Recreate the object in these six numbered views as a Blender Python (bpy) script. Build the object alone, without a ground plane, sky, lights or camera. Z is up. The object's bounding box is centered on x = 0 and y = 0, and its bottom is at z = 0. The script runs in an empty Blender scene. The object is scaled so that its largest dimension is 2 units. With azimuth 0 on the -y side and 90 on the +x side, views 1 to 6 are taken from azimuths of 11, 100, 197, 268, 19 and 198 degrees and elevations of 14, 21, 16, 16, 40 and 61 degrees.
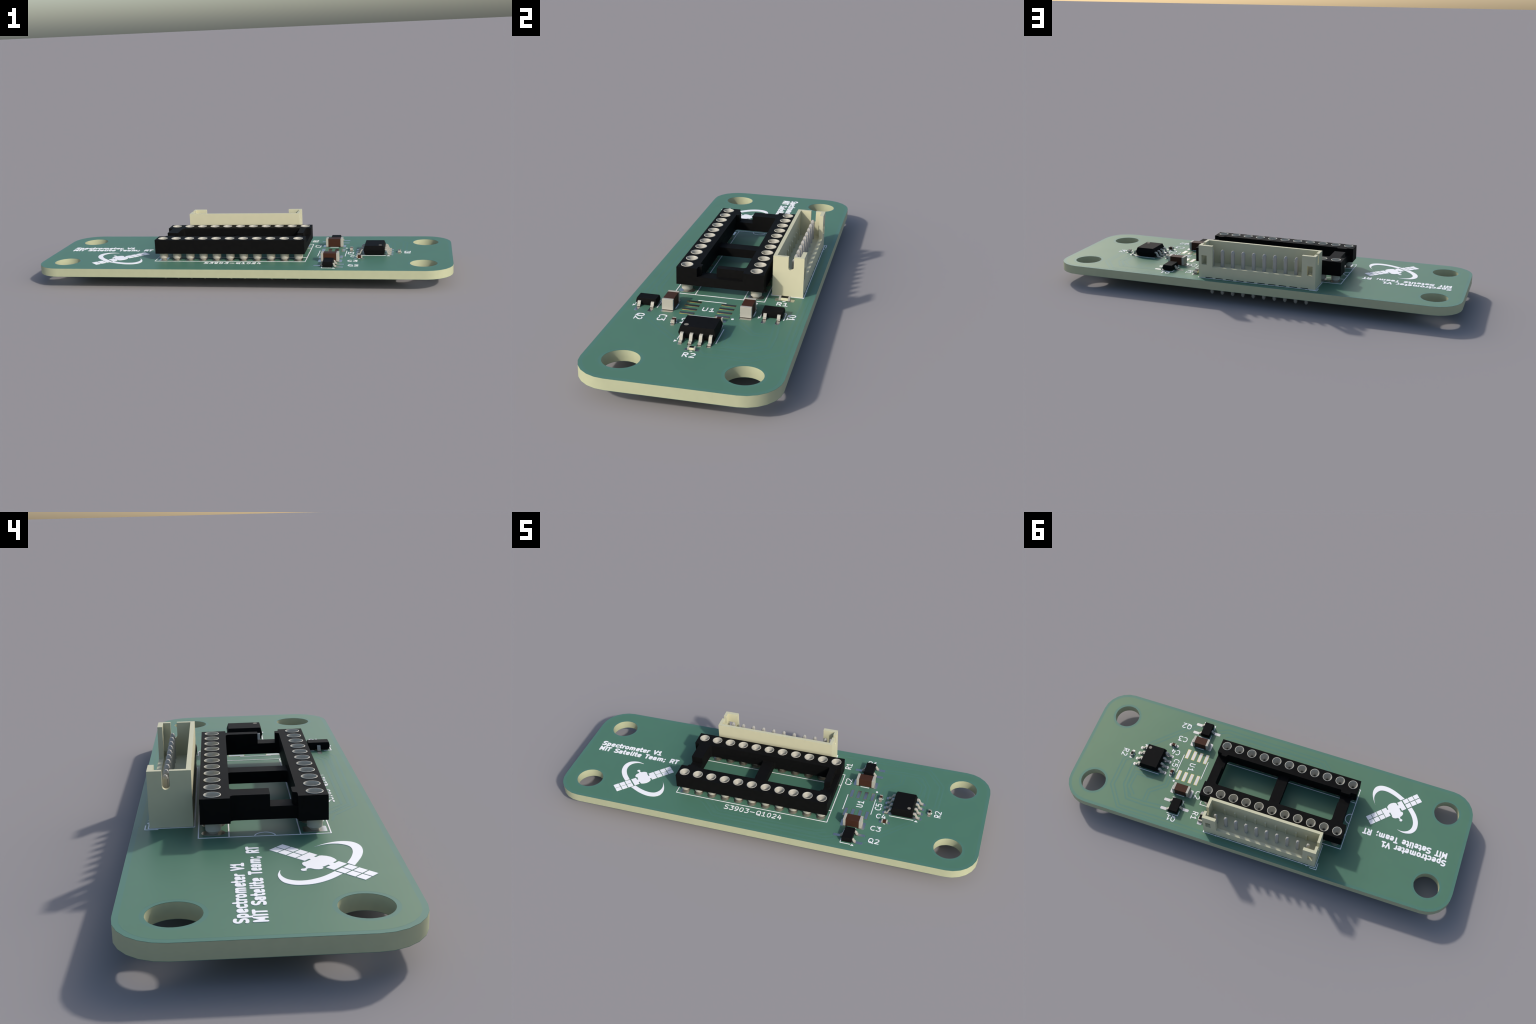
# Spectrometer circuit board: FR4 board with solder mask, copper, silkscreen, 22-way turned-pin
# socket, 10-way white shrouded header, one 8-lead chip, two 3-lead transistors, capacitors, resistors.
# All design sizes are in millimetres on the real board (76.2 x 25.4 mm); MM converts to metres of the scene.
import bpy, bmesh, math
from mathutils import Vector

MM = 2.0 / 76.2
ZT = 0.0992                     # height of the board's top face (m)


def P(x, y, z=0.0):
    return Vector((x * MM, y * MM, ZT + z * MM))


# ------------------------------------------------------------------ materials
def new_mat(name):
    m = bpy.data.materials.new(name)
    m.use_nodes = True
    nt = m.node_tree
    nt.nodes.clear()
    out = nt.nodes.new("ShaderNodeOutputMaterial")
    return m, nt, out


def principled(nt, color, rough=0.5, metal=0.0, spec=0.5, grain=0.0, scale=60.0, bump=0.0):
    b = nt.nodes.new("ShaderNodeBsdfPrincipled")
    b.inputs["Roughness"].default_value = rough
    b.inputs["Metallic"].default_value = metal
    b.inputs["Specular IOR Level"].default_value = spec
    col = (*color, 1.0)
    if grain > 0.0 or bump > 0.0:
        tc = nt.nodes.new("ShaderNodeTexCoord")
        nz = nt.nodes.new("ShaderNodeTexNoise")
        nz.inputs["Scale"].default_value = scale
        nz.inputs["Detail"].default_value = 4.0
        nt.links.new(tc.outputs["Object"], nz.inputs["Vector"])
        if grain > 0.0:
            ramp = nt.nodes.new("ShaderNodeValToRGB")
            ramp.color_ramp.elements[0].position = 0.3
            ramp.color_ramp.elements[1].position = 0.7
            ramp.color_ramp.elements[0].color = (*[c * (1 - grain) for c in color], 1.0)
            ramp.color_ramp.elements[1].color = (*[min(1.0, c * (1 + grain)) for c in color], 1.0)
            nt.links.new(nz.outputs["Fac"], ramp.inputs["Fac"])
            nt.links.new(ramp.outputs["Color"], b.inputs["Base Color"])
        else:
            b.inputs["Base Color"].default_value = col
        if bump > 0.0:
            bp = nt.nodes.new("ShaderNodeBump")
            bp.inputs["Strength"].default_value = bump
            bp.inputs["Distance"].default_value = 0.001
            nt.links.new(nz.outputs["Fac"], bp.inputs["Height"])
            nt.links.new(bp.outputs["Normal"], b.inputs["Normal"])
    else:
        b.inputs["Base Color"].default_value = col
    return b


def simple(name, *a, **k):
    m, nt, out = new_mat(name)
    b = principled(nt, *a, **k)
    nt.links.new(b.outputs[0], out.inputs[0])
    return m


def layered(name, top, under, fac):
    """Tinted lacquer over something else: a blend of the lacquer's and the underlay's reflection."""
    m, nt, out = new_mat(name)
    a = principled(nt, **top)
    b = principled(nt, **under)
    mix = nt.nodes.new("ShaderNodeMixShader")
    mix.inputs[0].default_value = fac
    nt.links.new(a.outputs[0], mix.inputs[1])
    nt.links.new(b.outputs[0], mix.inputs[2])
    nt.links.new(mix.outputs[0], out.inputs[0])
    return m


MASK = dict(color=(0.073, 0.186, 0.128), rough=0.45, spec=0.27, grain=0.02, scale=9.0)
M_fr4 = simple("fibreglass_edge", (0.42, 0.44, 0.28), 0.6, 0.0, 0.25, grain=0.02, scale=40.0)
M_mask = simple("green_solder_mask", **{**MASK, "color": (0.077, 0.189, 0.140), "spec": 0.32})
M_pour = layered("green_mask_over_copper", MASK, dict(color=(0.72, 0.58, 0.10), rough=0.42, metal=1.0), 0.032)
M_silk = simple("white_silkscreen", (0.90, 0.89, 0.90), 0.5, 0.0, 0.4)
M_pad = simple("tinned_pad", (0.63, 0.62, 0.59), 0.30, 1.0)
M_gold = simple("bare_copper_rim", (0.62, 0.50, 0.05), 0.4, 1.0)
M_black = simple("black_moulding", (0.0062, 0.0062, 0.0062), 0.55, 0.0, 0.03, grain=0.12, scale=80.0)
M_chip = simple("black_epoxy", (0.0065, 0.0065, 0.0067), 0.55, 0.0, 0.03, grain=0.12, scale=120.0)
M_ivory = simple("ivory_nylon", (0.57, 0.55, 0.373), 0.5, 0.0, 0.25, grain=0.015, scale=30.0)
M_tin = simple("tin_plated_metal", (0.415, 0.40, 0.34), 0.5, 0.05, 0.3, grain=0.02, scale=90.0)
M_pin = simple("contact_metal", (0.40, 0.385, 0.35), 0.45, 0.1, 0.3)
M_brown = simple("brown_ceramic", (0.054, 0.022, 0.0130), 0.5, 0.0, 0.1, grain=0.08, scale=150.0)
M_alu = simple("white_alumina", (0.66, 0.63, 0.42), 0.5, 0.0, 0.25)
M_res = simple("resistive_glaze", (0.003, 0.003, 0.003), 0.4, 0.0, 0.1)
M_dot = simple("pin_one_spot", (0.23, 0.21, 0.17), 0.6, 0.0, 0.2)

# ------------------------------------------------------------------ scene tree
root = bpy.data.objects.new("circuit_board", None)
bpy.context.scene.collection.objects.link(root)
root["label"] = "green printed circuit board with black socket and ivory connector"
root["category"] = "circuit board"


def link(obj, parent=None):
    bpy.context.scene.collection.objects.link(obj)
    obj.parent = parent or root
    return obj


def smooth_by_angle(me, deg=35.0):
    me.polygons.foreach_set("use_smooth", [True] * len(me.polygons))
    me.set_sharp_from_angle(angle=math.radians(deg))
    me.update()


def mesh_obj(name, bm, mat, parent=None, deg=35.0):
    me = bpy.data.meshes.new(name)
    bmesh.ops.recalc_face_normals(bm, faces=bm.faces)
    bm.to_mesh(me)
    bm.free()
    for m in (mat if isinstance(mat, (list, tuple)) else [mat]):
        me.materials.append(m)
    smooth_by_angle(me, deg)
    return link(bpy.data.objects.new(name, me), parent)


# ------------------------------------------------------------------ 2D plan helpers (mm)
def arc(cx, cy, r, a0, a1, n):
    return [(cx + r * math.cos(math.radians(a0 + (a1 - a0) * i / n)),
             cy + r * math.sin(math.radians(a0 + (a1 - a0) * i / n))) for i in range(n + 1)]


def circle(cx, cy, r, n=24):
    return arc(cx, cy, r, 0, 360 * (n - 1) / n, n - 1)


def rounded_rect(x0, y0, x1, y1, r, n=4):
    return (arc(x1 - r, y1 - r, r, 0, 90, n) + arc(x0 + r, y1 - r, r, 90, 180, n)
            + arc(x0 + r, y0 + r, r, 180, 270, n) + arc(x1 - r, y0 + r, r, 270, 360, n))


def fillet(pts, radii, n=5):
    """Round the corners of a polygon; radii maps a vertex number to its radius."""
    out = []
    for i, p in enumerate(pts):
        r = radii.get(i, 0.0)
        if r <= 0:
            out.append(p)
            continue
        p = Vector(p)
        a = (Vector(pts[i - 1]) - p).normalized()
        b = (Vector(pts[(i + 1) % len(pts)]) - p).normalized()
        half = math.acos(max(-1, min(1, a.dot(b)))) / 2
        t = r / math.tan(half)
        c = p + (a + b).normalized() * (r / math.sin(half))
        s, e = p + a * t - c, p + b * t - c
        ang0 = math.atan2(s.y, s.x)
        d = (math.atan2(e.y, e.x) - ang0 + math.pi) % (2 * math.pi) - math.pi
        out += [(c.x + r * math.cos(ang0 + d * k / n), c.y + r * math.sin(ang0 + d * k / n)) for k in range(n + 1)]
    return out


def plate_mesh(loops, z0, z1):
    """Solid plate from a plan outline with holes, between two heights (mm)."""
    cu = bpy.data.curves.new("plan", "CURVE")
    cu.dimensions = "2D"
    cu.fill_mode = "BOTH"
    for lp in loops:
        sp = cu.splines.new("POLY")
        sp.points.add(len(lp) - 1)
        for q, (x, y) in zip(sp.points, lp):
            q.co = (x * MM, y * MM, 0, 1)
        sp.use_cyclic_u = True
    cu.extrude = (z1 - z0) / 2 * MM
    ob = bpy.data.objects.new("plan", cu)
    bpy.context.scene.collection.objects.link(ob)
    dg = bpy.context.evaluated_depsgraph_get()
    me = bpy.data.meshes.new_from_object(ob.evaluated_get(dg))
    bpy.data.objects.remove(ob)
    bpy.data.curves.remove(cu)
    bm = bmesh.new()
    bm.from_mesh(me)
    bpy.data.meshes.remove(me)
    bmesh.ops.translate(bm, verts=bm.verts, vec=(0, 0, ZT + (z0 + z1) / 2 * MM))
    bmesh.ops.remove_doubles(bm, verts=bm.verts, dist=1e-6)
    return bm


def join_bm(*bms):
    tmp, out = [], bmesh.new()
    for b in bms:
        me = bpy.data.meshes.new("t")
        b.to_mesh(me)
        b.free()
        out.from_mesh(me)
        bpy.data.meshes.remove(me)
    return out


def prism(bm, loop, z0, z1, mat=0):
    """Convex prism of a plan loop (mm) added to bm."""
    lo = [bm.verts.new(P(x, y, z0)) for x, y in loop]
    hi = [bm.verts.new(P(x, y, z1)) for x, y in loop]
    fs = [bm.faces.new(hi), bm.faces.new(lo[::-1])]
    for i in range(len(loop)):
        j = (i + 1) % len(loop)
        fs.append(bm.faces.new((lo[i], lo[j], hi[j], hi[i])))
    for f in fs:
        f.material_index = mat


def box(bm, x0, x1, y0, y1, z0, z1, mat=0):
    prism(bm, [(x0, y0), (x1, y0), (x1, y1), (x0, y1)], z0, z1, mat)


def loft(bm, loops, mat=0):
    """Closed loft through rings of equal length; each ring is (plan loop, z)."""
    rings = [[bm.verts.new(P(x, y, z)) for x, y in lp] for lp, z in loops]
    n = len(rings[0])
    fs = [bm.faces.new(rings[0][::-1]), bm.faces.new(rings[-1])]
    for a, b in zip(rings, rings[1:]):
        for i in range(n):
            j = (i + 1) % n
            fs.append(bm.faces.new((a[i], a[j], b[j], b[i])))
    for f in fs:
        f.material_index = mat


def lathe(bm, profile, n=24, cx=0.0, cy=0.0):
    """Solid of revolution of a (radius, z) profile round a vertical axis."""
    rings = []
    for r, z in profile:
        if r < 1e-6:
            rings.append([bm.verts.new(P(cx, cy, z))])
        else:
            rings.append([bm.verts.new(P(cx + r * math.cos(2 * math.pi * i / n), cy + r * math.sin(2 * math.pi * i / n), z)) for i in range(n)])
    for a, b in zip(rings, rings[1:]):
        for i in range(n):
            j = (i + 1) % n
            q = [a[i % len(a)], a[j % len(a)], b[j % len(b)], b[i % len(b)]]
            u = list(dict.fromkeys(q))
            if len(u) > 2:
                bm.faces.new(u)


def cut(obj, cutter_bm):
    me = bpy.data.meshes.new("cutter")
    bmesh.ops.recalc_face_normals(cutter_bm, faces=cutter_bm.faces)
    cutter_bm.to_mesh(me)
    cutter_bm.free()
    c = bpy.data.objects.new("cutter", me)
    bpy.context.scene.collection.objects.link(c)
    md = obj.modifiers.new("cut", "BOOLEAN")
    md.operation, md.solver, md.object = "DIFFERENCE", "EXACT", c
    dg = bpy.context.evaluated_depsgraph_get()
    new = bpy.data.meshes.new_from_object(obj.evaluated_get(dg))
    obj.modifiers.clear()
    old, obj.data = obj.data, new
    new.name = old.name
    bpy.data.meshes.remove(old)
    bpy.data.objects.remove(c)
    bpy.data.meshes.remove(me)


# ------------------------------------------------------------------ the board itself
HALF_X, HALF_Y, CORNER, THICK = 38.1, 12.7, 4.7625, 1.6
HOLES = [(-33.13, -7.80), (-33.16, 7.73), (32.98, -7.63), (33.35, 7.88)]
HOLE_R = 2.38


def board_outline(inset=0.0):
    return rounded_rect(-HALF_X + inset, -HALF_Y + inset, HALF_X - inset, HALF_Y - inset, CORNER - inset, 6)


def hole_loops(grow=0.0):
    return [circle(x, y, HOLE_R + grow, 36) for x, y in HOLES]


MASK_T = 0.03
BT = -0.030                     # the lacquered face lies just under the printed marks
mesh_obj("board_core", plate_mesh([board_outline()] + hole_loops(), -THICK + MASK_T, BT - MASK_T), M_fr4, deg=25)
mesh_obj("solder_mask", join_bm(plate_mesh([board_outline()] + hole_loops(), BT - MASK_T, BT),
                                plate_mesh([board_outline()] + hole_loops(), -THICK, -THICK + MASK_T)), M_mask)
POUR_Z = BT + 0.003
mesh_obj("copper_pour", join_bm(plate_mesh([board_outline(0.55)] + hole_loops(0.42), BT - 0.01, POUR_Z),
                                plate_mesh([board_outline(0.55)] + hole_loops(0.42), -THICK - 0.008, -THICK + 0.01)), M_pour)

# ------------------------------------------------------------------ thin printed strokes
stroke_count = 0


def stroke(bm, a, b, w, z, step=0.0005):
    """One pen stroke: a flat bar with round ends; every stroke sits a hair higher or lower than its neighbours."""
    global stroke_count
    stroke_count += 1
    top = z + (stroke_count % 23) * step
    d = Vector(b) - Vector(a)
    ang = math.degrees(math.atan2(d.y, d.x)) if d.length > 1e-6 else 0.0
    loop = arc(b[0], b[1], w / 2, ang - 90, ang + 90, 6) + arc(a[0], a[1], w / 2, ang + 90, ang + 270, 6)
    prism(bm, loop, BT - 0.005, top)


def polyline(bm, pts, w, z, step=0.0005):
    for a, b in zip(pts, pts[1:]):
        stroke(bm, a, b, w, z, step)


SILK_Z = 0.0

# single-stroke plotter alphabet on a 21-unit cap height: advance width, then pen paths
GLYPHS = {
    "S": (20, [[(17, 20), (14, 21), (9, 21), (6.5, 20), (5, 18.5), (4, 16.5), (4, 15), (5, 13), (6.5, 12), (9, 11), (12.5, 10), (15, 9), (16.5, 7.5), (17, 6), (17, 4), (16, 2), (14.5, 1), (12, 0), (7, 0), (4, 1)]]),
    "3": (20, [[(4, 21), (17, 21), (10, 13), (13, 13), (15, 12), (16, 11), (17, 9), (17, 4), (16, 2), (15, 1), (13, 0), (7, 0), (5, 1), (4, 2)]]),
    "9": (20, [[(6, 0), (10, 0), (12, 1), (13, 2), (15, 5), (16, 9), (16, 17), (15, 19), (14, 20), (12, 21), (8, 21), (6, 20), (5, 19), (4, 17), (4, 12), (5, 10), (6, 9), (8, 8), (12, 8), (14, 9), (15, 10), (16, 12)]]),
    "0": (20, [[(9, 21), (11, 21), (13, 20), (14, 19), (15, 17), (16, 13), (16, 8), (15, 4), (14, 2), (13, 1), (11, 0), (9, 0), (7, 1), (6, 2), (5, 4), (4, 8), (4, 13), (5, 17), (6, 19), (7, 20), (9, 21)]]),
    "-": (26, [[(5, 9), (21, 9)]]),
    "Q": (22, [[(9, 21), (13, 21), (15, 20), (17, 18), (18, 14), (18, 7), (17, 3), (15, 1), (13, 0), (9, 0), (7, 1), (5, 3), (4, 7), (4, 14), (5, 18), (7, 20), (9, 21)], [(19, -2), (17, -1), (15, 1), (12, 4), (10, 5), (8, 5)]]),
    "1": (20, [[(16, 0), (4, 0)], [(10, 0), (10, 21), (8, 18), (6, 16), (4, 15)]]),
    "2": (20, [[(4, 19), (5, 20), (7, 21), (12, 21), (14, 20), (15, 19), (16, 17), (16, 15), (15, 12), (3, 0), (16, 0)]]),
    "4": (20, [[(9, 22), (4, 7), (17, 7)], [(14, 14), (14, 0)]]),
    "5": (20, [[(15, 21), (5, 21), (4, 11), (5, 12), (7, 13), (12, 13), (14, 12), (15, 11), (16, 9), (16, 4), (15, 2), (14, 1), (12, 0), (7, 0), (5, 1), (4, 2)]]),
    "C": (21, [[(18, 2), (17, 1), (14, 0), (12, 0), (9, 1), (7, 3), (6, 5), (5, 9), (5, 12), (6, 16), (7, 18), (9, 20), (12, 21), (14, 21), (17, 20), (18, 19)]]),
    "R": (21, [[(17, 0), (10, 10)], [(5, 0), (5, 21), (13, 21), (15, 20), (16, 19), (17, 17), (17, 14), (16, 12), (15, 11), (13, 10), (5, 10)]]),
    "U": (22, [[(5, 21), (5, 4), (6, 2), (7, 1), (9, 0), (13, 0), (15, 1), (16, 2), (17, 4), (17, 21)]]),
    "V": (18, [[(2, 21), (9, 0), (16, 21)]]),
    "M": (24, [[(5, 0), (5, 21), (12, 6), (19, 21), (19, 0)]]),
    "I": (10, [[(5, 0), (5, 21)]]),
    "T": (16, [[(2, 21), (14, 21)], [(8, 0), (8, 21)]]),
    "p": (19, [[(5, 14), (5, -7)], [(5, 13), (7, 14), (11, 14), (13, 13), (14, 12), (15, 10), (15, 4), (14, 2), (13, 1), (11, 0), (7, 0), (5, 1)]]),
    "e": (18, [[(14, 1), (12, 0), (8, 0), (6, 1), (5, 3), (5, 11), (6, 13), (8, 14), (12, 14), (14, 13), (15, 11), (15, 9), (5, 7)]]),
    "c": (18, [[(15, 1), (13, 0), (9, 0), (7, 1), (6, 2), (5, 4), (5, 10), (6, 12), (7, 13), (9, 14), (13, 14), (15, 13)]]),
    "t": (12, [[(2, 14), (10, 14)], [(5, 21), (5, 3), (6, 1), (8, 0), (10, 0)]]),
    "r": (13, [[(5, 0), (5, 14)], [(5, 10), (6, 12), (7, 13), (9, 14), (11, 14)]]),
    "o": (19, [[(8, 0), (6, 1), (5, 2), (4, 4), (4, 10), (5, 12), (6, 13), (8, 14), (11, 14), (13, 13), (14, 12), (15, 10), (15, 4), (14, 2), (13, 1), (11, 0), (8, 0)]]),
    "m": (28, [[(5, 0), (5, 14)], [(5, 12), (6, 13), (8, 14), (11, 14), (13, 13), (14, 11), (14, 0)], [(14, 11), (15, 13), (17, 14), (20, 14), (22, 13), (23, 11), (23, 0)]]),
    "a": (19, [[(14, 0), (14, 11), (13, 13), (11, 14), (7, 14), (5, 13)], [(14, 1), (12, 0), (7, 0), (5, 1), (4, 3), (4, 5), (5, 7), (7, 8), (12, 8), (14, 9)]]),
    "l": (11, [[(9, 0), (7, 1), (6, 3), (6, 21)]]),
    "i": (10, [[(5, 0), (5, 14)], [(5, 20), (5, 21)]]),
    ";": (10, [[(5, 13), (5, 12.5)], [(6, 1), (6, 0), (5, -2), (4, -3.5)]]),
    " ": (16, []),
}


def lettering(text, cx, cy, length, pen, turn=0, height=1.0):
    """Plot a line of text whose inked centre is (cx, cy) and whose pen-centre length is given (mm)."""
    x, paths = 0.0, []
    for ch in text:
        adv, strokes = GLYPHS[ch]
        paths += [[(px + x, py) for px, py in s] for s in strokes]
        x += adv
    xs = [p[0] for s in paths for p in s]
    lo, hi = min(xs), max(xs)
    sx, sy = length / (hi - lo), height / 21.0
    ca, sa = math.cos(math.radians(turn)), math.sin(math.radians(turn))
    bm = bmesh.new()
    for s in paths:
        q = [((px - (lo + hi) / 2) * sx, (py - 10.5) * sy) for px, py in s]
        polyline(bm, [(cx + a * ca - b * sa, cy + a * sa + b * ca) for a, b in q], pen, SILK_Z)
    return mesh_obj("lettering", bm, M_silk)


lettering("Spectrometer V1", -29.24, 2.41, 12.15, 0.29)
lettering("MIT Satelite Team; RT", -27.17, 0.86, 16.02, 0.29)
lettering("S3903-Q1024", -1.20, -8.24, 10.45, 0.15)
lettering("C4", 20.65, -3.11, 1.58, 0.15)
lettering("C3", 20.41, -6.36, 1.66, 0.15)
lettering("Q2", 20.77, -9.43, 1.70, 0.15)
lettering("Q1", 16.14, 10.55, 1.60, 0.15)
lettering("R1", 12.07, 8.56, 1.48, 0.15, 90)
lettering("C2", 13.06, 4.33, 1.56, 0.15, 90)
lettering("U1", 16.43, -0.95, 1.60, 0.15, 90)
lettering("C5", 19.70, -0.83, 1.56, 0.15, 90)
lettering("R2", 30.03, 0.10, 1.46, 0.15, 90)

# ------------------------------------------------------------------ printed outlines round the parts
SOCK_X, SOCK_Y = -2.10, -0.575          # socket centre
LINE = 0.125


def outline(name, paths, solids=()):
    bm = bmesh.new()
    for p in paths:
        polyline(bm, p, LINE, SILK_Z)
    for s in solids:
        prism(bm, s, BT - 0.005, SILK_Z + 0.013)
    return mesh_obj(name, bm, M_silk)


sx0, sx1, sy0, sy1 = -16.18, 11.97, -7.13, 6.00
outline("printed_outline", [
    [(sx0, sy0), (sx1, sy0), (sx1, sy1), (sx0, sy1), (sx0, sy0)],
    [(sx0, 2.97), (sx1, 2.97)], [(sx0, -4.10), (sx1, -4.10)],
    [(sx1, -4.10), (sx1 - 0.02, -0.6)],
    arc(sx0, -0.575, 1.02, -90, 90, 20)])
outline("printed_outline", [
    [(-12.83, 6.41), (9.28, 6.41), (9.28, 11.12), (-12.83, 11.12), (-12.83, 6.41)],
    [(-13.13, 10.14), (-13.13, 11.45), (-11.85, 11.45)],
    [(-11.05, 11.12), (-11.05, 11.26), (-11.33, 11.26), (-11.33, 11.12)],
    [(6.75, 11.05), (6.75, 11.2)], [(-10.25, 11.05), (-10.25, 11.2)]])
C2, C3, Q1, Q2 = (16.21, 4.56), (16.42, -6.35), (16.15, 8.05), (16.42, -9.60)
for cx, cy in (C2, C3):
    outline("printed_outline", [[(cx - 0.74, cy + s * 0.93), (cx + 0.74, cy + s * 0.93)] for s in (-1, 1)])
for cx, cy in (Q1, Q2):
    outline("printed_outline", [
        [(cx - 1.08, cy - 0.70), (cx - 1.08, cy - 1.65), (cx + 0.60, cy - 1.65)],
        [(cx - 1.08, cy + 0.66), (cx - 1.08, cy + 1.63), (cx + 1.12, cy + 1.63)]],
        [[(cx + 0.75, cy - 1.90), (cx + 1.34, cy - 1.90), (cx + 1.02, cy - 1.52)]])
outline("printed_outline", [[(21.98, -2.53), (26.15, -2.53)], [(21.98, 2.55), (26.15, 2.55)]],
        [[(26.39, -2.82), (27.0, -2.82), (26.67, -2.42)]])
outline("printed_outline", [[(13.78, -3.08), (13.78, 0.88)], [(18.83, -3.08), (18.83, 0.88)]],
        [circle(18.61, 2.94, 0.2, 20)])
for cx, cy, along_x, off, half in ((21.53, -4.41, True, 0.37, 0.13), (19.66, 1.35, False, 0.37, 0.13),
                                   (28.57, 0.05, False, 0.38, 0.13), (10.60, 8.63, False, 0.52, 0.18)):
    outline("printed_outline", [([(cx - half, cy + s * off), (cx + half, cy + s * off)] if along_x
                                 else [(cx + s * off, cy - half), (cx + s * off, cy + half)]) for s in (-1, 1)])

# ------------------------------------------------------------------ satellite emblem
TILT = math.radians(44.4)


def sat(a, b):
    """Emblem coordinates: a along the solar panels, b across them."""
    return (-23.42 + a * math.cos(TILT) - b * math.sin(TILT), -5.31 + a * math.sin(TILT) + b * math.cos(TILT))


def smooth_path(pts, n=6):
    """Catmull-Rom curve through the control points."""
    q = [pts[0]] + list(pts) + [pts[-1]]
    out = []
    for i in range(1, len(q) - 2):
        p0, p1, p2, p3 = (Vector(v) for v in q[i - 1:i + 3])
        for k in range(n):
            t = k / n
            v = 0.5 * ((2 * p1) + (p2 - p0) * t + (2 * p0 - 5 * p1 + 4 * p2 - p3) * t * t + (3 * p1 - p0 - 3 * p2 + p3) * t ** 3)
            out.append((v.x, v.y))
    return out + [tuple(pts[-1])]


shapes = []
for side in (-1, 1):
    for a0, a1 in ((2.37, 3.36), (3.50, 4.47), (4.60, 5.58)):
        for b0, b1 in ((-0.95, -0.09), (0.05, 0.94)):
            shapes.append([sat(side * a, b) for a, b in ((a0, b0), (a1, b0), (a1, b1), (a0, b1))])
body = [(-0.98, -0.86), (-0.88, -1.06), (-0.5, -1.24), (0.0, -1.34), (0.45, -1.27), (0.85, -1.08), (1.02, -0.90),
        (1.02, -0.40), (1.26, -0.40), (1.26, -0.95), (2.25, -0.95), (2.25, 0.93), (1.26, 0.93), (1.26, 0.30), (1.02, 0.30),
        (1.02, 1.02), (1.12, 1.12), (1.12, 1.40), (0.95, 1.65), (0.65, 1.84), (0.26, 1.93), (0.12, 2.12), (0.10, 2.36),
        (0.22, 2.48), (0.24, 2.66), (0.12, 2.81), (-0.06, 2.86), (-0.24, 2.78), (-0.32, 2.62), (-0.27, 2.46), (-0.14, 2.36),
        (-0.12, 2.10), (-0.28, 1.93), (-0.70, 1.86), (-1.02, 1.66), (-1.16, 1.40), (-1.10, 1.12), (-0.88, 1.02),
        (-0.95, 0.80), (-0.98, 0.30), (-1.22, 0.30), (-1.22, 0.93), (-2.14, 0.93), (-2.14, -0.95), (-1.20, -0.95), (-1.20, -0.38), (-0.98, -0.38)]
shapes.append([sat(a, b) for a, b in body])
# the orbit: two tapering crescents that stop short of the lower solar panel
shapes.append(smooth_path([(-19.74, -5.06), (-18.97, -6.27), (-18.57, -7.59), (-18.83, -8.72), (-19.75, -9.36), (-21.14, -9.45), (-22.8, -9.02), (-24.73, -8.12)])
              + smooth_path([(-24.09, -7.53), (-22.65, -8.14), (-21.15, -8.49), (-19.95, -8.33), (-19.28, -7.55), (-19.13, -6.62), (-19.34, -5.82), (-19.72, -5.06)]))
shapes.append(smooth_path([(-26.52, -6.77), (-27.65, -5.55), (-28.41, -4.14), (-28.55, -2.70), (-28.08, -1.71), (-27.31, -1.25), (-26.22, -1.10), (-25.14, -1.37)])
              + smooth_path([(-25.16, -1.40), (-25.8, -1.33), (-26.51, -1.45), (-27.22, -1.90), (-27.62, -2.74), (-27.54, -3.83), (-26.92, -5.03), (-25.90, -6.17)]))
mesh_obj("satellite_emblem", join_bm(*[plate_mesh([s], BT - 0.005, SILK_Z + 0.01) for s in shapes]), M_silk)

# ------------------------------------------------------------------ clearance channels of the copper traces (seen through the mask)
bm = bmesh.new()
TRACE_GAP = 0.28


def trace(pts, half=0.36):
    """A masked trace reads as two narrow channels beside it in the pour."""
    for s in (-1, 1):
        off = []
        for i, p in enumerate(pts):
            a = Vector(pts[max(0, i - 1)])
            b = Vector(pts[min(len(pts) - 1, i + 1)])
            d = (b - a).normalized()
            off.append((p[0] - d.y * s * half, p[1] + d.x * s * half))
        polyline(bm, off, TRACE_GAP, POUR_Z + 0.0008, 0.0002)


trace([(18.4, -10.4), (20.64, -8.59), (25.6, -3.6), (26.6, -2.3)])
trace([(28.6, 0.8), (29.5, 1.6), (29.55, 7.5), (26.6, 11.4), (19.1, 11.4), (-3.0, 11.75), (-12.0, 11.75)])
trace([(27.3, 2.0), (27.2, 6.6), (25.7, 9.2), (22.3, 9.3), (18.6, 9.0)])
trace([(19.66, 2.1), (19.6, 4.3), (22.3, 6.5), (22.3, 8.6)])
trace([(-12.26, -7.4), (-10.6, -7.9), (-7.8, -10.6), (12.6, -11.0), (14.2, -10.2)])
trace([(-9.72, -7.4), (-7.2, -9.8), (10.8, -9.9), (12.3, -9.2)])
trace([(22.0, 1.9), (23.0, 3.6), (26.2, 3.6), (26.4, 6.8), (25.0, 8.3)])
mesh_obj("trace_clearance", bm, M_mask)

# ------------------------------------------------------------------ solder pads
PAD_Z = -0.008


def pad(loop, z=PAD_Z):
    bm = bmesh.new()
    prism(bm, loop, BT - 0.01, z)
    return mesh_obj("solder_pad", bm, M_pad)


def rect_pad(cx, cy, w, h, r=0.12):
    return pad(rounded_rect(cx - w / 2, cy - h / 2, cx + w / 2, cy + h / 2, r, 3))


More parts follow.
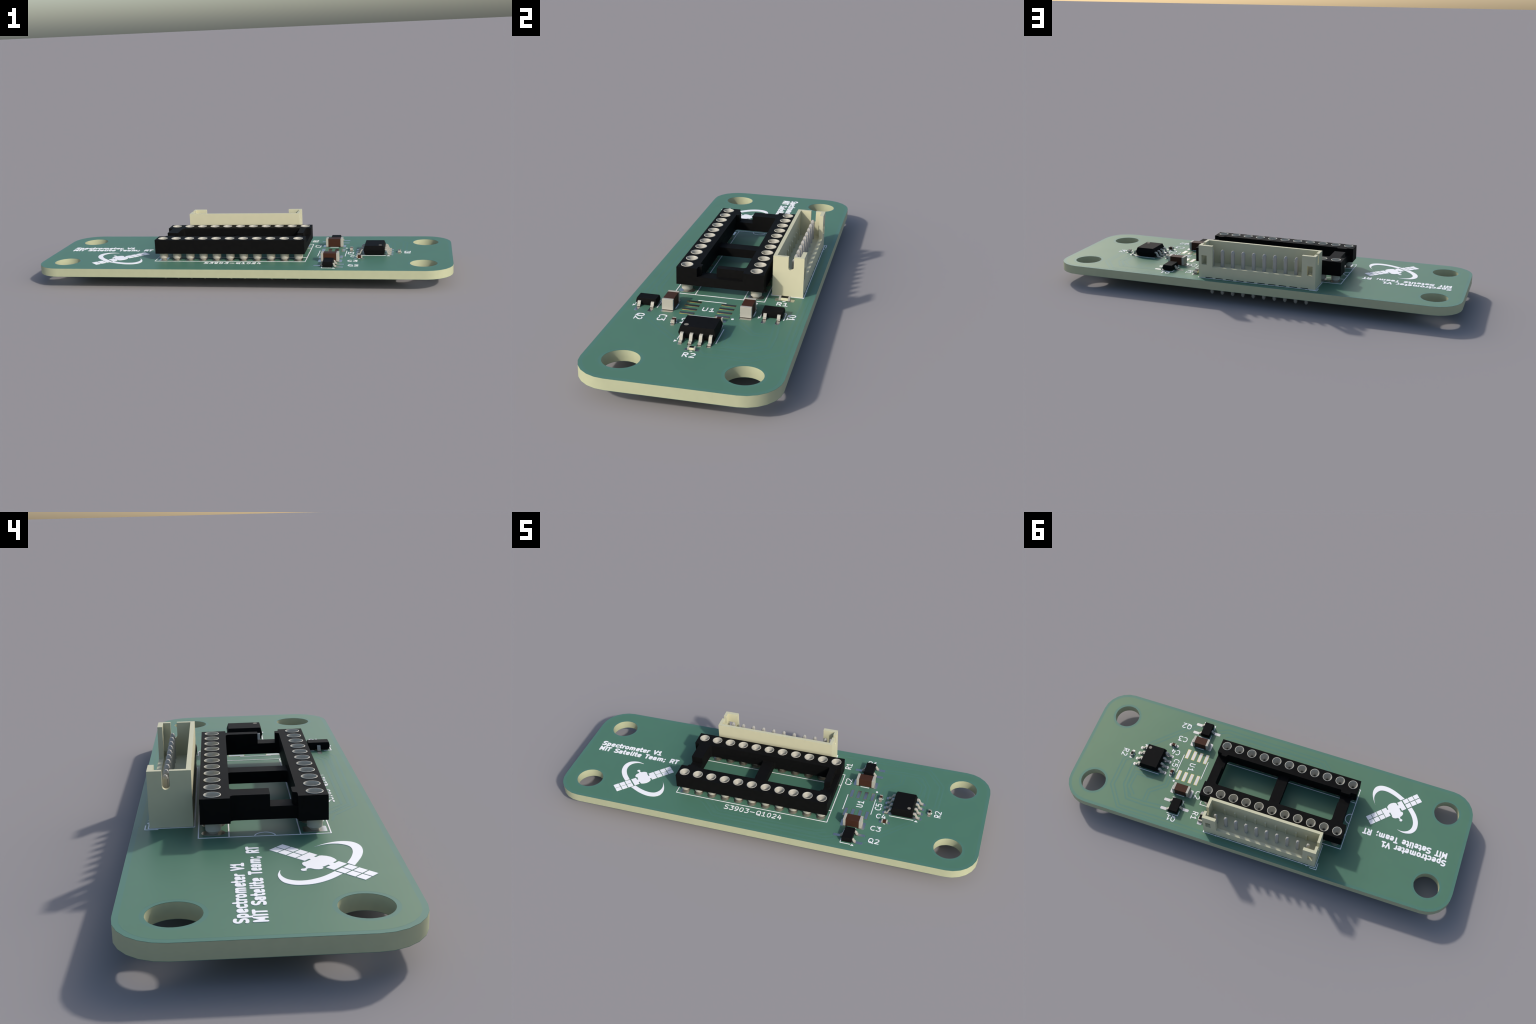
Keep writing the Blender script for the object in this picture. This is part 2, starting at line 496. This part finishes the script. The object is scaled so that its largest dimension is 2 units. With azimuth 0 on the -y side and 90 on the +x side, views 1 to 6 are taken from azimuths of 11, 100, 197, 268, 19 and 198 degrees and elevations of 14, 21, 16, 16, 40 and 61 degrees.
CHIP_X = 24.08
for k in range(4):
    y = -1.905 + 1.27 * k
    rect_pad(CHIP_X - 2.47, y, 1.95, 0.60, 0.15)
    rect_pad(CHIP_X + 2.47, y, 1.95, 0.60, 0.15)
for cx, cy in (C2, C3):
    rect_pad(cx - 1.50, cy, 1.30, 1.72, 0.22)
    rect_pad(cx + 1.50, cy, 1.30, 1.72, 0.22)
for cx, cy in (Q1, Q2):
    rect_pad(cx - 1.80, cy, 1.75, 0.56, 0.14)
    rect_pad(cx + 1.80, cy - 0.95, 1.75, 0.56, 0.14)
    rect_pad(cx + 1.80, cy + 0.95, 1.75, 0.56, 0.14)
rect_pad(21.53 - 0.64, -4.41, 0.62, 0.56, 0.18)
rect_pad(21.53 + 0.64, -4.41, 0.62, 0.56, 0.18)
for cx, cy, off, w, h in ((19.66, 1.35, 0.59, 0.56, 0.62), (28.57, 0.05, 0.62, 0.56, 0.62), (10.60, 8.63, 0.92, 0.92, 0.95)):
    rect_pad(cx, cy - off, w, h, 0.18)
    rect_pad(cx, cy + off, w, h, 0.18)
# unpopulated footprint: silver pads framed by a sliver of bare copper
for k in range(4):
    for cy in (-3.54, 1.41):
        cx = 14.38 + 1.27 * k
        bm = bmesh.new()
        prism(bm, rounded_rect(cx - 0.335, cy - 1.045, cx + 0.335, cy + 1.045, 0.06, 3), BT - 0.01, BT + 0.010)
        mesh_obj("pad_rim", bm, M_gold)
        rect_pad(cx, cy, 0.56, 1.98, 0.05)

# ------------------------------------------------------------------ turned-pin socket
SOCK_PINS = [(SOCK_X - 12.7 + 2.54 * i, SOCK_Y + s * 5.08) for s in (-1, 1) for i in range(11)]
for n, (x, y) in enumerate(SOCK_PINS):
    r = 0.16 if n == 0 else 0.795
    pad(rounded_rect(x - 0.8, y - 1.2, x + 0.8, y + 1.2, r, 8 if n else 3))
    pad(rounded_rect(x - 0.8, y - 1.2, x + 0.8, y + 1.2, r, 8 if n else 3), PAD_Z).location.z = -(THICK + 0.0) * MM

X0, X1 = SOCK_X - 13.95, SOCK_X + 13.97
YB0, YB1 = SOCK_Y - 6.335, SOCK_Y - 3.345     # front row
YT0, YT1 = SOCK_Y + 3.345, SOCK_Y + 6.355     # back row
SZ0, SZ1, SZ2 = 1.33, 2.68, 3.95
bores = [circle(x, y, 0.84, 24) for x, y in SOCK_PINS]
low_outer = fillet([(X0, YB0), (X1, YB0), (X1, YT1), (X0, YT1), (X0, YT0), (-15.17, YT0), (-15.17, YB1), (X0, YB1)],
                   {5: 0.4, 6: 0.4})
win_a = fillet([(-13.13, YB1), (-2.70, YB1), (-2.70, YT0), (-13.13, YT0)], {0: 0.4, 1: 0.35, 2: 0.35, 3: 0.45})
win_b = fillet([(-0.68, YB1), (9.88, YB1), (9.88, YT0), (-0.68, YT0)], {0: 0.35, 1: 0.4, 2: 0.45, 3: 0.35})
lower = plate_mesh([low_outer, win_a, win_b] + bores, SZ0, SZ1)
back = fillet([(X0, YT1), (X0, YT0), (-15.17, YT0), (-15.17, -1.20), (-13.13, -1.20), (-13.13, YT0),
               (9.88, YT0), (9.88, -1.24), (10.97, -1.24), (10.97, YT0), (X1, YT0), (X1, YT1)],
              {2: 0.4, 5: 0.45, 6: 0.45, 9: 0.2})
front = fillet([(X0, YB0), (X1, YB0), (X1, YB1), (10.95, YB1), (10.95, -3.44), (9.88, -3.44), (9.88, YB1),
                (-13.05, YB1), (-13.05, -3.45), (-14.86, -3.45), (-14.86, YB1), (X0, YB1)],
               {3: 0.3, 5: 0.3, 6: 0.2, 7: 0.2, 8: 0.15, 9: 0.3, 10: 0.2})
upper_back = plate_mesh([back] + bores[11:], SZ1, SZ2)
upper_front = plate_mesh([front] + bores[:11], SZ1, SZ2)
socket = mesh_obj("chip_socket", join_bm(lower, upper_back, upper_front), M_black, deg=30)

bm = bmesh.new()
lathe(bm, [(0.0, -3.78), (0.13, -3.76), (0.24, -3.6), (0.25, -0.15), (0.40, -0.02), (0.80, 0.36), (0.80, 1.45), (0.83, 1.5),
           (0.83, 3.95), (0.885, 3.955), (0.885, 4.0), (0.86, 4.02), (0.81, 4.02), (0.79, 4.0), (0.75, 3.76), (0.62, 3.42), (0.43, 3.14), (0.27, 3.0), (0.25, 2.96), (0.25, 2.0), (0.0, 1.9)], 28)
contact = mesh_obj("socket_contact", bm, M_tin, socket, deg=40)
cm = contact.data
for n, (x, y) in enumerate(SOCK_PINS):
    o = contact if n == 0 else link(contact.copy(), socket)
    o.location = (x * MM, y * MM, 0)

# ------------------------------------------------------------------ ivory shrouded header
HX0, HX1, HY0, HY1 = -12.70, 9.20, 6.53, 11.0
FLOOR, LIP, TOP = 1.85, 2.12, 6.0
PIN_X = [7.25 - 2.0 * k for k in range(10)]
PIN_Y = 9.25
bm = bmesh.new()
box(bm, HX0, HX1, HY0, HY1, 0.0, TOP)
housing = mesh_obj("connector_housing", bm, M_ivory)
bm = bmesh.new()
box(bm, HX0 + 0.5, HX1 - 0.5, HY0 + 0.52, HY1 - 0.6, FLOOR, TOP + 1)
cut(housing, bm)
bm = bmesh.new()
box(bm, -10.22, 6.60, HY1 - 1.0, HY1 + 1, LIP, TOP + 1)
cut(housing, bm)
bm = bmesh.new()
for x0, x1 in ((7.67, 8.67), (-12.18, -11.18)):
    box(bm, x0, x1, HY1 - 1.2, HY1 + 1, 2.45, 4.19)
cut(housing, bm)
bm = bmesh.new()
slot = [(8.73, 7.5), (8.73, 4.41)] + [(9.12 + 0.39 * math.cos(math.radians(a)), 4.41 + 0.39 * math.sin(math.radians(a))) for a in range(195, 360, 15)] + [(9.51, 4.41), (9.51, 7.5)]
for x0, x1 in ((HX0 - 1, HX0 + 1), (HX1 - 1, HX1 + 1)):
    lo = [bm.verts.new(P(x0, y, z)) for y, z in slot]
    hi = [bm.verts.new(P(x1, y, z)) for y, z in slot]
    bm.faces.new(lo)
    bm.faces.new(hi[::-1])
    for i in range(len(slot)):
        j = (i + 1) % len(slot)
        bm.faces.new((lo[i], hi[i], hi[j], lo[j]))
cut(housing, bm)
bm = bmesh.new()
for x in PIN_X:
    box(bm, x - 0.71, x + 0.71, HY1 - 1.6, HY1 + 1, -1, 0.15)
cut(housing, bm)
smooth_by_angle(housing.data, 30)

bm = bmesh.new()
for k in range(9):                                 # guide ribs on the back wall
    x = PIN_X[k] - 1.0
    a, b = HY0 + 0.5, HY0 + 0.74
    loft(bm, [([(x - 0.17, a), (x + 0.17, a), (x + 0.17, b), (x - 0.17, b)], FLOOR - 0.02),
              ([(x - 0.17, a), (x + 0.17, a), (x + 0.17, b), (x - 0.17, b)], 3.55),
              ([(x - 0.17, a), (x + 0.17, a), (x + 0.17, a + 0.04), (x - 0.17, a + 0.04)], 3.78)])
mesh_obj("guide_rib", bm, M_ivory, housing)


def octagon(h):
    """Square of half-width h with its corners taken off."""
    c = h * 0.38
    return [(-h + c, -h), (h - c, -h), (h, -h + c), (h, h - c), (h - c, h), (-h + c, h), (-h, h - c), (-h, -h + c)]


bm = bmesh.new()
loft(bm, [(octagon(0.16), -3.45), (octagon(0.31), -3.16), (octagon(0.31), 4.68), (octagon(0.22), 4.92), (octagon(0.11), 5.04)])
pin = mesh_obj("contact_pin", bm, M_pin, housing, deg=20)
for n, x in enumerate(PIN_X):
    o = pin if n == 0 else link(pin.copy(), housing)
    o.location = (x * MM, PIN_Y * MM, 0)
    pad(rounded_rect(x - 0.6, PIN_Y - 0.85, x + 0.6, PIN_Y + 0.85, 0.5, 5)).location.z = -(THICK + 0.0) * MM


# ------------------------------------------------------------------ moulded chips with bent leads
def rect(cx, cy, hx, hy, c=0.0):
    if c <= 0:
        return [(cx - hx, cy - hy), (cx + hx, cy - hy), (cx + hx, cy + hy), (cx - hx, cy + hy)]
    return [(cx - hx + c, cy - hy), (cx + hx - c, cy - hy), (cx + hx, cy - hy + c), (cx + hx, cy + hy - c),
            (cx + hx - c, cy + hy), (cx - hx + c, cy + hy), (cx - hx, cy + hy - c), (cx - hx, cy - hy + c)]


def moulded(name, cx, cy, top, mid, bot, z_mid, z_top):
    bm = bmesh.new()
    c = 0.06
    loft(bm, [(rect(cx, cy, bot[0], bot[1], c), 0.10), (rect(cx, cy, mid[0], mid[1], c), z_mid - 0.09),
              (rect(cx, cy, mid[0], mid[1], c), z_mid + 0.09), (rect(cx, cy, top[0] + 0.02, top[1] + 0.02, c), z_top - 0.02),
              (rect(cx, cy, top[0], top[1], c), z_top)])
    return mesh_obj(name, bm, M_chip, deg=20)


def gull_lead(x_in, x_out, z_sh, t, w, bend):
    """Gull-wing lead in the x-z plane from the body (x_in) to the toe (x_out), centred on y = 0."""
    mid = [(x_in - 0.2, z_sh)]
    span = x_out - x_in
    xs, xf = x_in + span * bend[0], x_in + span * bend[1]
    zf = t / 2 + 0.05
    r = min(0.22, (z_sh - zf) / 2.6)
    ctrl = [(x_in - 0.2, z_sh), (xs, z_sh), (xf, zf), (x_out, zf)]
    path = [ctrl[0]]
    for i in (1, 2):                            # round both bends
        a, p, b = (Vector(v) for v in ctrl[i - 1:i + 2])
        u, v = (a - p).normalized(), (b - p).normalized()
        p0, p1 = p + u * r, p + v * r
        for k in range(7):
            s = k / 6
            q = p0 * (1 - s) ** 2 + p * 2 * s * (1 - s) + p1 * s * s
            path.append((q.x, q.y))
    path.append(ctrl[3])
    bm = bmesh.new()
    rings = []
    for i, p in enumerate(path):
        a, b = Vector(path[max(0, i - 1)]), Vector(path[min(len(path) - 1, i + 1)])
        d = (b - a).normalized()
        n = Vector((-d.y, d.x)) * t / 2
        rings.append([bm.verts.new(P(p[0] + sx * n.x, sy * w / 2, p[1] + sx * n.y)) for sx, sy in ((1, -1), (1, 1), (-1, 1), (-1, -1))])
    bm.faces.new(rings[0])
    bm.faces.new(rings[-1][::-1])
    for a, b in zip(rings, rings[1:]):
        for i in range(4):
            j = (i + 1) % 4
            bm.faces.new((a[i], a[j], b[j], b[i]))
    return bm


def leads(parent, spots, bm):
    first = None
    for x, y, flip in spots:
        if first is None:
            o = first = mesh_obj("lead", bm, M_tin, parent, deg=40)
        else:
            o = link(first.copy(), parent)
        o.location = (x * MM, y * MM, 0)
        o.rotation_euler = (0, 0, math.pi if flip else 0)


chip = moulded("integrated_circuit", CHIP_X, 0.0, (1.66, 2.22), (1.94, 2.45), (1.74, 2.26), 0.90, 1.74)
leads(chip, [(CHIP_X, -1.905 + 1.27 * k, f) for f in (False, True) for k in range(4)],
      gull_lead(1.94, 3.08, 0.95, 0.20, 0.42, (0.30, 0.58)))
bm = bmesh.new()
prism(bm, circle(25.18, -1.60, 0.30, 24), 1.70, 1.745)
mesh_obj("orientation_mark", bm, M_dot, chip)
for cx, cy in (Q1, Q2):
    t = moulded("transistor", cx, cy, (0.83, 1.36), (0.93, 1.48), (0.86, 1.40), 0.55, 1.05)
    leads(t, [(cx, cy - 0.95, False), (cx, cy + 0.95, False), (cx, cy, True)],
          gull_lead(0.93, 1.47, 0.60, 0.20, 0.44, (0.24, 0.52)))


# ------------------------------------------------------------------ chip capacitors and resistors
def chip_part(name, cx, cy, length, width, height, cap, upright, mat, cap_mat, glaze=False):
    """Two-terminal chip; built along x, turned by a quarter if upright."""
    def pl(x0, x1, y0, y1):
        return ((cx + x0, cx + x1, cy + y0, cy + y1) if not upright else (cx - y1, cx - y0, cy + x0, cy + x1))
    L, W = length / 2, width / 2
    e = 0.025 if length > 2 else 0.015
    bm = bmesh.new()
    box(bm, *pl(-L + cap * 0.5, L - cap * 0.5, -W + e, W - e), 0.05 + e, height - e)
    bmesh.ops.bevel(bm, geom=list(bm.edges), offset=0.015 * MM, segments=1, affect="EDGES")
    obj = mesh_obj(name, bm, mat)
    for s in (-1, 1):
        bm = bmesh.new()
        a, b = (-L, -L + cap) if s < 0 else (L - cap, L)
        box(bm, *pl(a, b, -W, W), 0.05, height)
        bmesh.ops.bevel(bm, geom=list(bm.edges), offset=0.02 * MM, segments=1, affect="EDGES")
        mesh_obj("terminal", bm, cap_mat, obj, deg=20)
    if glaze:
        bm = bmesh.new()
        box(bm, *pl(-L + cap, L - cap, -W + 0.04, W - 0.04), height - 0.06, height - 0.002)
        mesh_obj("resistive_element", bm, M_res, obj)
    return obj


for cx, cy in (C2, C3):
    chip_part("capacitor", cx, cy, 3.22, 1.58, 1.58, 0.44, False, M_brown, M_tin)
chip_part("capacitor", 21.53, -4.41, 1.02, 0.52, 0.55, 0.22, False, M_brown, M_tin)
chip_part("capacitor", 19.66, 1.35, 1.02, 0.52, 0.55, 0.22, True, M_brown, M_tin)
chip_part("resistor", 28.57, 0.05, 1.02, 0.52, 0.40, 0.22, True, M_alu, M_tin, True)
chip_part("resistor", 10.60, 8.63, 1.60, 0.82, 0.50, 0.30, True, M_alu, M_tin, True)
